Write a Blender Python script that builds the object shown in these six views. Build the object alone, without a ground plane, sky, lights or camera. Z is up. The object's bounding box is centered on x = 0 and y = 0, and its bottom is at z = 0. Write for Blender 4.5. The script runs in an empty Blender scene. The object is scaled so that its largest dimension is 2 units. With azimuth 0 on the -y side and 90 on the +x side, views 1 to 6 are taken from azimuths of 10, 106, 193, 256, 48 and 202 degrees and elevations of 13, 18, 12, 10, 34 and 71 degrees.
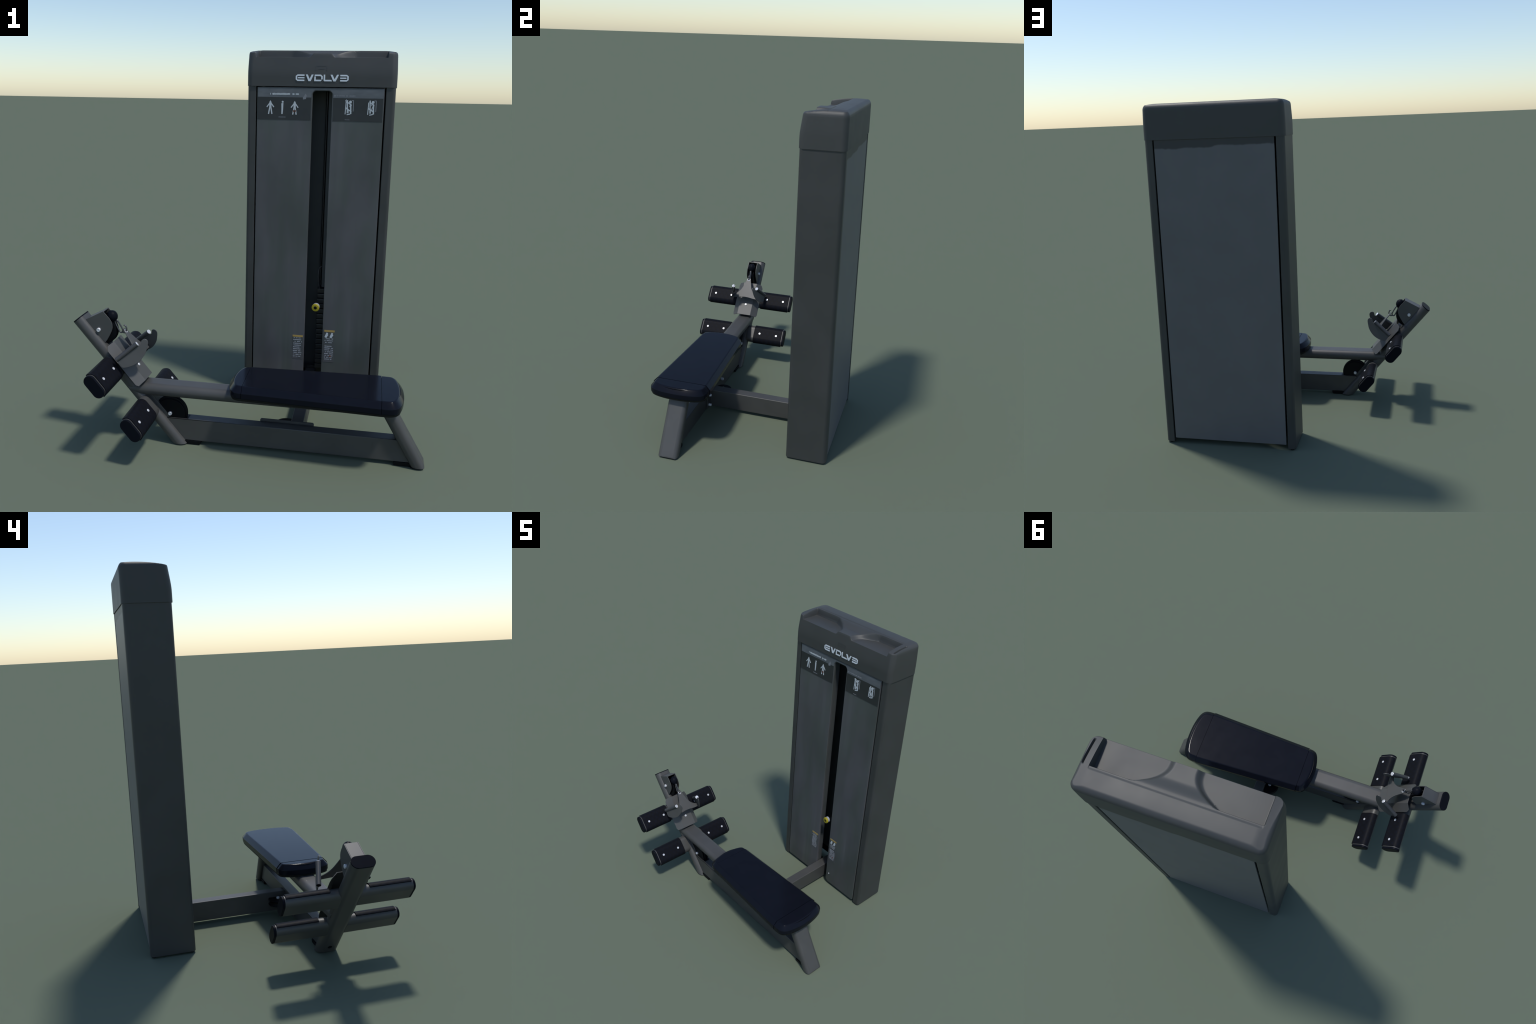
# Seated cable-row machine: weight tower with printed shroud, low bench, foot pegs, pulley post and row handle.
import bpy, bmesh, math, random
from mathutils import Vector, Matrix

random.seed(7)

# ----------------------------------------------------------------------------- measures (metres)
BENCH_Y = -0.2795                       # centre plane of the bench
TOWER_X0, TOWER_X1 = -0.1345, 0.6620      # tower, outer faces of the side columns
TOWER_Y0, TOWER_Y1 = 0.3668, 0.605
PANEL_Y = 0.3650                         # face of the front panel, a little proud of the columns
CAP_Z0 = 1.803                          # lower rim of the top cap
PANEL_X0, PANEL_X1 = -0.0815, 0.604     # front and back panels
SLOT_X0, SLOT_X1, SLOT_TOP = 0.222, 0.327, 1.781
POST_N = -0.2565                        # foot post axis, offset along the slant normal

# ----------------------------------------------------------------------------- materials
def new_mat(name):
    m = bpy.data.materials.new(name)
    m.use_nodes = True
    nt = m.node_tree
    b = nt.nodes["Principled BSDF"]
    return m, nt, b

def painted(name, col_a, col_b, rough=0.5, spec=0.5, scale=9.0, stretch=(1, 1, 1), grain=0.0,
            grain_scale=600.0, metallic=0.0, rough_var=0.08, lo=0.35, hi=0.65):
    """Colour that drifts between two tones by noise, with optional fine bump grain."""
    m, nt, b = new_mat(name)
    tc = nt.nodes.new("ShaderNodeTexCoord")
    mp = nt.nodes.new("ShaderNodeMapping")
    mp.inputs["Scale"].default_value = stretch
    nz = nt.nodes.new("ShaderNodeTexNoise")
    nz.inputs["Scale"].default_value = scale
    nz.inputs["Detail"].default_value = 4.0
    cr = nt.nodes.new("ShaderNodeValToRGB")
    cr.color_ramp.elements[0].position = lo
    cr.color_ramp.elements[1].position = hi
    cr.color_ramp.elements[0].color = (*col_a, 1)
    cr.color_ramp.elements[1].color = (*col_b, 1)
    nt.links.new(tc.outputs["Object"], mp.inputs["Vector"])
    nt.links.new(mp.outputs["Vector"], nz.inputs["Vector"])
    nt.links.new(nz.outputs["Fac"], cr.inputs["Fac"])
    nt.links.new(cr.outputs["Color"], b.inputs["Base Color"])
    mr = nt.nodes.new("ShaderNodeMapRange")
    mr.inputs["To Min"].default_value = rough - rough_var
    mr.inputs["To Max"].default_value = rough + rough_var
    nt.links.new(nz.outputs["Fac"], mr.inputs["Value"])
    nt.links.new(mr.outputs["Result"], b.inputs["Roughness"])
    b.inputs["Specular IOR Level"].default_value = spec
    b.inputs["Metallic"].default_value = metallic
    if grain > 0:
        n2 = nt.nodes.new("ShaderNodeTexNoise")
        n2.inputs["Scale"].default_value = grain_scale
        n2.inputs["Detail"].default_value = 2.0
        bp = nt.nodes.new("ShaderNodeBump")
        bp.inputs["Strength"].default_value = grain
        bp.inputs["Distance"].default_value = 0.001
        nt.links.new(tc.outputs["Object"], n2.inputs["Vector"])
        nt.links.new(n2.outputs["Fac"], bp.inputs["Height"])
        nt.links.new(bp.outputs["Normal"], b.inputs["Normal"])
    return m

def plain(name, col, rough=0.5, spec=0.5, metallic=0.0):
    m, nt, b = new_mat(name)
    b.inputs["Base Color"].default_value = (*col, 1)
    b.inputs["Roughness"].default_value = rough
    b.inputs["Specular IOR Level"].default_value = spec
    b.inputs["Metallic"].default_value = metallic
    return m

M_FRAME = painted("frame_paint", (0.052, 0.0525, 0.0515), (0.059, 0.0595, 0.0585), rough=0.47, rough_var=0.03)
M_PLATE = painted("plate_paint", (0.062, 0.063, 0.062), (0.069, 0.070, 0.069), rough=0.49, rough_var=0.03)
M_COLUMN = painted("column_paint", (0.036, 0.039, 0.038), (0.042, 0.044, 0.0445), rough=0.48, scale=5)
M_CAP = painted("cap_plastic", (0.040, 0.043, 0.042), (0.045, 0.047, 0.0465), rough=0.53, scale=6)
M_PANEL, _np, _bp = new_mat("shroud_sheet")
def _panel():
    """Dark grey sheet: reflections painted as tint clouds and vertical streaks, plus darker patches."""
    nt, b = _np, _bp
    L = nt.links.new
    tc = nt.nodes.new("ShaderNodeTexCoord")
    def noise(scale, stretch, detail=4.0):
        mp = nt.nodes.new("ShaderNodeMapping"); mp.inputs["Scale"].default_value = stretch
        n = nt.nodes.new("ShaderNodeTexNoise"); n.inputs["Scale"].default_value = scale; n.inputs["Detail"].default_value = detail
        L(tc.outputs["Object"], mp.inputs["Vector"]); L(mp.outputs["Vector"], n.inputs["Vector"])
        return n
    def ramp(src, p0, c0, p1, c1):
        r = nt.nodes.new("ShaderNodeValToRGB")
        r.color_ramp.elements[0].position = p0; r.color_ramp.elements[1].position = p1
        r.color_ramp.elements[0].color = (*c0, 1); r.color_ramp.elements[1].color = (*c1, 1)
        L(src, r.inputs["Fac"]); return r
    hue = ramp(noise(2.6, (3.2, 3.2, 0.8)).outputs["Fac"], 0.40, (0.069, 0.078, 0.075), 0.60, (0.080, 0.081, 0.088))
    dark_patch = ramp(noise(2.0, (2.2, 2.2, 0.9), 3.0).outputs["Fac"], 0.38, (0.84, 0.84, 0.84), 0.58, (1.06, 1.06, 1.06))
    reflection_streak = ramp(noise(26.0, (1.0, 1.0, 0.02), 2.0).outputs["Fac"], 0.52, (0.98, 0.98, 0.98), 0.74, (1.18, 1.19, 1.18))
    fade = ramp(noise(2.2, (1.5, 1.5, 0.8), 2.0).outputs["Fac"], 0.45, (0, 0, 0), 0.62, (1, 1, 1))
    m1 = nt.nodes.new("ShaderNodeMix"); m1.data_type = 'RGBA'; m1.blend_type = 'MULTIPLY'; m1.inputs["Factor"].default_value = 1.0
    L(hue.outputs["Color"], m1.inputs["A"]); L(dark_patch.outputs["Color"], m1.inputs["B"])
    m2 = nt.nodes.new("ShaderNodeMix"); m2.data_type = 'RGBA'; m2.blend_type = 'MULTIPLY'
    L(fade.outputs["Color"], m2.inputs["Factor"]); L(m1.outputs["Result"], m2.inputs["A"]); L(reflection_streak.outputs["Color"], m2.inputs["B"])
    L(m2.outputs["Result"], b.inputs["Base Color"])
    b.inputs["Roughness"].default_value = 0.42
_panel()
M_INNER = plain("dark_interior", (0.006, 0.007, 0.008), 0.7, 0.2)
M_LINER = painted("slot_liner_plastic", (0.012, 0.014, 0.016), (0.018, 0.019, 0.021), rough=0.35)
M_SLOT = painted("slot_sheet", (0.060, 0.067, 0.069), (0.070, 0.076, 0.078), rough=0.5)  # base colour raised to offset the dim light deep in the slot
M_HEADER = painted("header_band", (0.085, 0.096, 0.108), (0.115, 0.126, 0.140), rough=0.4, scale=6, stretch=(2, 1, 6))
M_PLACARD = painted("placard_print", (0.018, 0.021, 0.022), (0.024, 0.027, 0.029), rough=0.45)
M_WHITE = plain("white_print", (0.48, 0.52, 0.55), 0.5, 0.3)
M_LOGO = plain("silver_lettering", (0.62, 0.67, 0.72), 0.45, 0.4)
M_GREYPRINT = plain("grey_print", (0.30, 0.32, 0.35), 0.5, 0.3)
M_DIMPRINT = plain("dim_print", (0.19, 0.20, 0.22), 0.5, 0.3)
M_RED = plain("red_print", (0.16, 0.055, 0.03), 0.5, 0.3)
M_YELLOWPRINT = plain("yellow_print", (0.36, 0.25, 0.08), 0.5, 0.3)
M_YELLOW = plain("yellow_knob", (0.34, 0.28, 0.02), 0.45, 0.3)
M_CHROME = plain("bright_screw", (0.72, 0.73, 0.76), 0.32, 0.5, 0.35)
M_STEEL = plain("steel_wire", (0.10, 0.10, 0.105), 0.35, 0.5, 0.6)
M_RUBBER = plain("black_rubber", (0.0055, 0.0065, 0.0105), 0.45, 0.05)
M_BLACK = plain("black_plastic", (0.0028, 0.0032, 0.0050), 0.45, 0.16)
M_SEAT = painted("seat_vinyl", (0.0052, 0.0064, 0.0108), (0.0060, 0.0072, 0.0122), rough=0.13, spec=0.12, scale=14, rough_var=0.02)
M_BOARD = plain("seat_board", (0.010, 0.010, 0.008), 0.7, 0.2)
M_GRIPBAR = painted("grip_knurl", (0.040, 0.042, 0.045), (0.052, 0.053, 0.056), rough=0.5, grain=0.12, grain_scale=1100)

# back panel: grey lightened to suit its shaded side, ragged dark band under the cap
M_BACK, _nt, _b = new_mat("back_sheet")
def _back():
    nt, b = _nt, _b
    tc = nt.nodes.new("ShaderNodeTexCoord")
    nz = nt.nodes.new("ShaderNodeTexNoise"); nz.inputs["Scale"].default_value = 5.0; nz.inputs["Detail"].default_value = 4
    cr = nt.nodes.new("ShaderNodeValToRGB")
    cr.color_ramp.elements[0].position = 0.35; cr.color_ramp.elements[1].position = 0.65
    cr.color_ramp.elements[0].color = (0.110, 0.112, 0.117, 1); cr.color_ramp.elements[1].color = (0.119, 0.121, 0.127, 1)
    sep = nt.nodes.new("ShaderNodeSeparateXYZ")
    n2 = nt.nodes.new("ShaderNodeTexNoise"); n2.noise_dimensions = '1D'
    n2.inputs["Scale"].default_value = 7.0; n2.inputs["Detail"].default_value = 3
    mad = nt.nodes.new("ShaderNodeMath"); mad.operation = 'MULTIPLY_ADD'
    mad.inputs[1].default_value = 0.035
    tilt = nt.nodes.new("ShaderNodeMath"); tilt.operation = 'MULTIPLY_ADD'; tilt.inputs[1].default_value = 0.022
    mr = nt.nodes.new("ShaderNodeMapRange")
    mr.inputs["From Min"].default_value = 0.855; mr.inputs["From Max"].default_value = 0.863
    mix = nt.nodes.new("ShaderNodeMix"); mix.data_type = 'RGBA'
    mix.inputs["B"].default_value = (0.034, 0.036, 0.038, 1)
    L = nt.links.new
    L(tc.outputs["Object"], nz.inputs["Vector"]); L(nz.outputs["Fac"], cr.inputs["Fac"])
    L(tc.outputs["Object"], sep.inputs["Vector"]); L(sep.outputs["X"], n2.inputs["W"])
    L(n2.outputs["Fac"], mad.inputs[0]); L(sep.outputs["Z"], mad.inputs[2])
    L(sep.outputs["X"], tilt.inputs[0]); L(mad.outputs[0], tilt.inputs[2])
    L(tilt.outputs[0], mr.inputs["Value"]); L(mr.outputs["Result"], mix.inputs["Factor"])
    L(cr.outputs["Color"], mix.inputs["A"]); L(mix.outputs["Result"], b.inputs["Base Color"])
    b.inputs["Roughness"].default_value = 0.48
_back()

# peg pad: rubber with a pressed diamond pattern
M_PAD, _nt2, _b2 = new_mat("quilted_rubber")
def _pad():
    nt, b = _nt2, _b2
    tc = nt.nodes.new("ShaderNodeTexCoord")
    waves = []
    for ang in (0.75, -0.75):
        mp = nt.nodes.new("ShaderNodeMapping"); mp.inputs["Rotation"].default_value = (0, 0, ang)
        w = nt.nodes.new("ShaderNodeTexWave"); w.wave_type = 'BANDS'; w.bands_direction = 'X'
        w.inputs["Scale"].default_value = 13.0
        nt.links.new(tc.outputs["Object"], mp.inputs["Vector"]); nt.links.new(mp.outputs["Vector"], w.inputs["Vector"])
        waves.append(w)
    mx = nt.nodes.new("ShaderNodeMath"); mx.operation = 'MINIMUM'
    nt.links.new(waves[0].outputs["Fac"], mx.inputs[0]); nt.links.new(waves[1].outputs["Fac"], mx.inputs[1])
    bp = nt.nodes.new("ShaderNodeBump"); bp.inputs["Strength"].default_value = 0.10; bp.inputs["Distance"].default_value = 0.002
    nt.links.new(mx.outputs[0], bp.inputs["Height"]); nt.links.new(bp.outputs["Normal"], b.inputs["Normal"])
    cr = nt.nodes.new("ShaderNodeValToRGB")
    cr.color_ramp.elements[0].color = (0.0072, 0.0076, 0.0100, 1); cr.color_ramp.elements[1].color = (0.0075, 0.0088, 0.0140, 1)
    nt.links.new(mx.outputs[0], cr.inputs["Fac"]); nt.links.new(cr.outputs["Color"], b.inputs["Base Color"])
    b.inputs["Roughness"].default_value = 0.5
    b.inputs["Specular IOR Level"].default_value = 0.05
_pad()

# ----------------------------------------------------------------------------- builders
ROOT = bpy.data.objects.new("seated_row_machine", None)
bpy.context.scene.collection.objects.link(ROOT)
ROOT["label"] = "dark grey seated cable row machine with weight tower"
ROOT["category"] = "gym machine"

def add(name, verts, faces, mat, parent=None, smooth=35.0, origin=None):
    me = bpy.data.meshes.new(name)
    vs = [Vector(v) for v in verts]
    if origin is None:
        lo = Vector([min(v[i] for v in vs) for i in range(3)]); hi = Vector([max(v[i] for v in vs) for i in range(3)])
        origin = (lo + hi) / 2
    origin = Vector(origin)
    me.from_pydata([v - origin for v in vs], [], faces)
    bm = bmesh.new(); bm.from_mesh(me)
    bmesh.ops.recalc_face_normals(bm, faces=bm.faces)
    bm.to_mesh(me); bm.free()
    if smooth:
        for p in me.polygons: p.use_smooth = True
        me.set_sharp_from_angle(angle=math.radians(smooth))
    me.materials.append(mat)
    ob = bpy.data.objects.new(name, me)
    bpy.context.scene.collection.objects.link(ob)
    p = parent or ROOT
    ob.parent = p
    base = Vector((0, 0, 0))
    q = p
    while q is not None:
        base += q.location; q = q.parent
    ob.location = origin - base
    if smooth:
        wn = ob.modifiers.new("weighted_normals", 'WEIGHTED_NORMAL'); wn.keep_sharp = True; wn.weight = 80
    return ob

def bm_out(bm):
    bm.verts.ensure_lookup_table()
    bm.verts.index_update()
    return [v.co.copy() for v in bm.verts], [[v.index for v in f.verts] for f in bm.faces]

def bevel_bm(bm, width, seg=2, angle=35):
    if width <= 0: return
    bmesh.ops.recalc_face_normals(bm, faces=bm.faces)
    es = [e for e in bm.edges if len(e.link_faces) == 2 and e.calc_face_angle(0) > math.radians(angle)]
    bmesh.ops.bevel(bm, geom=es, offset=width, segments=seg, profile=0.5, affect='EDGES', clamp_overlap=True)

def box(name, lo, hi, mat, parent=None, bevel=0.0, seg=2, cut=None):
    bm = bmesh.new()
    bmesh.ops.create_cube(bm, size=1)
    for v in bm.verts:
        v.co = Vector([lo[i] + (v.co[i] + 0.5) * (hi[i] - lo[i]) for i in range(3)])
    bevel_bm(bm, bevel, seg)
    vs, fs = bm_out(bm); bm.free()
    return add(name, vs, fs, mat, parent)

def prism_bm(poly, frame, d0, d1, bevel=0.0, seg=2, angle=35):
    """Polygon in (u,v) extruded from w=d0 to w=d1; frame maps (u,v,w) to world."""
    bm = bmesh.new()
    a = [bm.verts.new(frame(u, v, d0)) for u, v in poly]
    b = [bm.verts.new(frame(u, v, d1)) for u, v in poly]
    n = len(poly)
    bm.faces.new(a); bm.faces.new(b)
    for i in range(n):
        bm.faces.new((a[i], a[(i + 1) % n], b[(i + 1) % n], b[i]))
    bmesh.ops.recalc_face_normals(bm, faces=bm.faces)
    bevel_bm(bm, bevel, seg, angle)
    return bm

def prism(name, poly, frame, d0, d1, mat, parent=None, bevel=0.0, seg=2, angle=35, smooth=35):
    bm = prism_bm(poly, frame, d0, d1, bevel, seg, angle)
    vs, fs = bm_out(bm); bm.free()
    return add(name, vs, fs, mat, parent, smooth)

def F_SLANT(t, n, y):            # side view of the post: along the post, away from it, sideways
    return Vector((-0.643 * t + 0.766 * n, BENCH_Y + y, 0.766 * t + 0.643 * n))
def S(t, y, n): return F_SLANT(t, n, y)
def F_FRONT(x, z, d):            # drawing on the tower front, d metres proud of the panel
    return Vector((x, TOWER_Y0 - d, z))
def F_SIDE(x, z, y): return Vector((x, BENCH_Y + y, z))
def F_PLAN(x, y, z): return Vector((x, y, z))

def rrect(w, h, r, seg=6):
    """Rounded rectangle, w by h, centred."""
    pts = []
    for cx, cy, a0 in ((w/2-r, h/2-r, 0), (-w/2+r, h/2-r, 90), (-w/2+r, -h/2+r, 180), (w/2-r, -h/2+r, 270)):
        for k in range(seg + 1):
            a = math.radians(a0 + 90 * k / seg)
            pts.append((cx + r * math.cos(a), cy + r * math.sin(a)))
    return pts

def circle(cx, cy, r, n=24):
    return [(cx + r * math.cos(2*math.pi*k/n), cy + r * math.sin(2*math.pi*k/n)) for k in range(n)]

def round_poly(pts, radii, seg=6):
    """Round each corner of a polygon by its own radius."""
    out = []
    n = len(pts)
    for i in range(n):
        p = Vector(pts[i]); a = Vector(pts[i-1]); b = Vector(pts[(i+1) % n]); r = radii[i] if hasattr(radii, '__len__') else radii
        if r <= 0: out.append(tuple(p)); continue
        u = (a - p).normalized(); v = (b - p).normalized()
        ang = math.acos(max(-1, min(1, u.dot(v))))
        d = min(r / math.tan(ang/2), 0.49*(a-p).length, 0.49*(b-p).length)
        r2 = d * math.tan(ang/2)
        c = p + (u + v).normalized() * (r2 / math.sin(ang/2))
        s, e = p + u*d, p + v*d
        a0 = math.atan2(s.y-c.y, s.x-c.x); a1 = math.atan2(e.y-c.y, e.x-c.x)
        da = (a1 - a0 + math.pi) % (2*math.pi) - math.pi
        for k in range(seg+1):
            t = a0 + da*k/seg
            out.append((c.x + r2*math.cos(t), c.y + r2*math.sin(t)))
    return out

def catmull(pts, closed=False, sub=6):
    out = []; n = len(pts); P = [Vector(p) for p in pts]
    rng = range(n) if closed else range(n-1)
    for i in rng:
        p0 = P[(i-1) % n] if closed or i > 0 else P[i]
        p1 = P[i]; p2 = P[(i+1) % n]
        p3 = P[(i+2) % n] if closed or i+2 < n else p2
        for k in range(sub):
            t = k/sub
            out.append(0.5*((2*p1)+(p2-p0)*t+(2*p0-5*p1+4*p2-p3)*t*t+(3*p1-p0-3*p2+p3)*t**3))
    if not closed: out.append(P[-1])
    return out

def sweep(name, section, p0, p1, side, mat, parent=None, cuts=(), smooth=35, bevel=0.0):
    """Section (a along `side`, b across it) pushed from p0 to p1, then trimmed by planes (point, normal away)."""
    p0 = Vector(p0); p1 = Vector(p1); d = (p1-p0).normalized(); s = Vector(side).normalized(); q = d.cross(s).normalized()
    bm = bmesh.new()
    a = [bm.verts.new(p0 + s*u + q*v) for u, v in section]
    b = [bm.verts.new(p1 + s*u + q*v) for u, v in section]
    n = len(section)
    bm.faces.new(a); bm.faces.new(b)
    for i in range(n): bm.faces.new((a[i], a[(i+1) % n], b[(i+1) % n], b[i]))
    bmesh.ops.recalc_face_normals(bm, faces=bm.faces)
    for pt, nrm in cuts:
        r = bmesh.ops.bisect_plane(bm, geom=bm.verts[:]+bm.edges[:]+bm.faces[:], plane_co=Vector(pt), plane_no=Vector(nrm), clear_outer=True)
        es = [e for e in r["geom_cut"] if isinstance(e, bmesh.types.BMEdge)]
        bmesh.ops.contextual_create(bm, geom=es)
    bevel_bm(bm, bevel, 2, 50)
    vs, fs = bm_out(bm); bm.free()
    return add(name, vs, fs, mat, parent, smooth)

def rod(name, p0, p1, r, mat, parent=None, n=20, bevel=0.0):
    d = (Vector(p1)-Vector(p0)).normalized()
    side = d.cross(Vector((0, 0, 1))) if abs(d.z) < 0.9 else d.cross(Vector((1, 0, 0)))
    return sweep(name, circle(0, 0, r, n), p0, p1, side, mat, parent, bevel=bevel)

def lathe(name, profile, base, axis, mat, parent=None, n=32, smooth=35):
    """profile: (radius, height along axis) list; ends on the axis are closed."""
    axis = Vector(axis).normalized(); base = Vector(base)
    u = axis.cross(Vector((0, 0, 1))) if abs(axis.z) < 0.9 else axis.cross(Vector((1, 0, 0)))
    u.normalize(); w = axis.cross(u)
    vs = []; fs = []
    for r, h in profile:
        for k in range(n):
            a = 2*math.pi*k/n
            vs.append(base + axis*h + (u*math.cos(a)+w*math.sin(a))*max(r, 1e-5))
    m = len(profile)
    for i in range(m-1):
        for k in range(n):
            fs.append([i*n+k, i*n+(k+1) % n, (i+1)*n+(k+1) % n, (i+1)*n+k])
    fs.append(list(range(n))); fs.append([(m-1)*n+k for k in range(n)])
    return add(name, vs, fs, mat, parent, smooth)

def wire(name, pts, r, mat, parent=None, closed=False, n=8):
    P = [Vector(p) for p in pts]; m = len(P); vs = []; fs = []
    prev = None
    for i in range(m):
        a = P[i-1] if (closed or i > 0) else P[i]; b = P[(i+1) % m] if (closed or i < m-1) else P[i]
        t = (b-a).normalized()
        if prev is None:
            u = t.cross(Vector((0, 1, 0.01))).normalized()
        else:
            u = (prev - t*prev.dot(t)).normalized()
        prev = u; w = t.cross(u)
        for k in range(n):
            an = 2*math.pi*k/n
            vs.append(P[i] + (u*math.cos(an)+w*math.sin(an))*r)
    for i in range(m if closed else m-1):
        j = (i+1) % m
        for k in range(n):
            fs.append([i*n+k, i*n+(k+1) % n, j*n+(k+1) % n, j*n+k])
    if not closed:
        fs.append(list(range(n))); fs.append([(m-1)*n+k for k in range(n)])
    return add(name, vs, fs, mat, parent, 60)

def join_prisms(name, polys, frame, d0, d1, mat, parent=None, kind=None):
    vs, fs = [], []
    for i, poly in enumerate(polys):
        bm = prism_bm(poly, frame, d0, d1 + 0.00006*(i % 12))
        v, f = bm_out(bm); bm.free()
        o = len(vs); vs += v; fs += [[i+o for i in q] for q in f]
    ob = add(name, vs, fs, mat, parent, 35)
    if kind: ob["kind"] = kind
    return ob

def bar(p, q, w):
    p = Vector(p); q = Vector(q); d = (q-p).normalized(); s = Vector((-d.y, d.x))*w/2
    return [tuple(p-s), tuple(q-s), tuple(q+s), tuple(p+s)]
def rect(x0, z0, x1, z1): return [(x0, z0), (x1, z0), (x1, z1), (x0, z1)]

def bolt(name, at, axis, r, h, parent, mat=None):
    """Cap-head screw with a socket recess."""
    return lathe(name, [(r*0.96, -0.002), (r, 0.0), (r, h*0.75), (r*0.85, h), (r*0.45, h), (r*0.38, h*0.6), (0, h*0.6)],
                 at, axis, mat or M_CHROME, parent, n=18, smooth=30)

# ============================================================================= TOWER
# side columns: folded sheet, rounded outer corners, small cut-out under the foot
def column(x0, x1, outer):
    r = 0.017
    sec = round_poly([(x0, TOWER_Y0), (x1, TOWER_Y0), (x1, TOWER_Y1), (x0, TOWER_Y1)],
                     [r, 0.004, 0.004, 0.040] if outer < 0 else [0.004, r, 0.032, 0.004], 6)
    ob = prism("side_column", sec, F_PLAN, 0.007, CAP_Z0 + 0.004, M_COLUMN, None, 0.003, 2, 60)
    for y in (TOWER_Y0 + 0.018, TOWER_Y1 - 0.018):
        lathe("levelling_foot", [(0.012, 0.0), (0.012, 0.006)], ((x0+x1)/2, y, 0.0), (0, 0, 1), M_BLACK, ob, 14)
    return ob
column(TOWER_X0, PANEL_X0 - 0.006, -1)
column(PANEL_X1 + 0.007, TOWER_X1, 1)

# front panel: one sheet with a tall slot open at the bottom, edges rolled back
xs0, xs1 = SLOT_X0, SLOT_X1
poly = [(PANEL_X0, 0.020), (xs0, 0.020), (xs0, SLOT_TOP), (xs1, SLOT_TOP), (xs1, 0.020), (PANEL_X1, 0.020),
        (PANEL_X1, CAP_Z0 - 0.004), (PANEL_X0, CAP_Z0 - 0.004)]
poly = round_poly(poly, [0.012, 0.030, 0.020, 0.020, 0.030, 0.012, 0.003, 0.003], 6)
front = prism("front_panel", poly, lambda u, v, d: Vector((u, PANEL_Y + d, v)), 0.0, 0.016, M_PANEL, None, 0.006, 3, 50)

# dark liner behind the slot and the gaps
box("inner_housing", (PANEL_X0 + 0.010, 0.588, 0.035), (PANEL_X1 - 0.008, 0.594, 1.80), M_INNER)
inner = bpy.data.objects["inner_housing"]
box("inner_wall", (PANEL_X0 - 0.0055, 0.430, 0.010), (PANEL_X0 - 0.0002, 0.545, 1.80), M_INNER, inner)
box("inner_wall", (PANEL_X1 + 0.0005, 0.430, 0.010), (PANEL_X1 + 0.0065, 0.545, 1.80), M_INNER, inner)
WALL_L, STACK_X = SLOT_X0 - 0.010, 0.304      # short return left of the slot; stack cover on the right, further in
for lo, hi in (((0.05, 0.5800, 0.10), (STACK_X, 0.5850, 1.80)),
               ((WALL_L - 0.004, PANEL_Y + 0.015, 0.022), (WALL_L, 0.4250, 1.80)),
               ((SLOT_X1 + 0.010, PANEL_Y + 0.015, 0.022), (SLOT_X1 + 0.014, 0.4100, 1.80)),
               ((STACK_X, 0.4750, 0.66), (0.46, 0.5850, 1.80))):
    box("slot_liner", lo, hi, M_SLOT, inner)
for x0, x1 in ((PANEL_X0 + 0.001, WALL_L - 0.006), (SLOT_X1 + 0.016, PANEL_X1 - 0.001)):
    box("base_sill", (x0, 0.4400, 0.008), (x1, 0.4460, 0.120), M_INNER, inner)
# slot base plate where the cross beam enters
prism("slot_base_plate", round_poly([(SLOT_X0 + 0.001, 0.018), (SLOT_X1 - 0.001, 0.018), (SLOT_X1 - 0.001, 0.15), (SLOT_X0 + 0.001, 0.15)], [0, 0, 0.02, 0.02]),
      lambda u, v, d: Vector((u, 0.500 + d, v)), 0.0, 0.008, M_LINER, inner, 0.002)

# back panel
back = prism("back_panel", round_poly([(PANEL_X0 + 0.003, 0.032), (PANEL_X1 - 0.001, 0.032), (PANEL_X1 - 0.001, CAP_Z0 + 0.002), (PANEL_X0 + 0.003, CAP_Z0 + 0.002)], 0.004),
             lambda u, v, d: Vector((u, TOWER_Y1 - 0.002 - d, v)), 0.0, 0.008, M_BACK, None, 0.0015)

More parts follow.
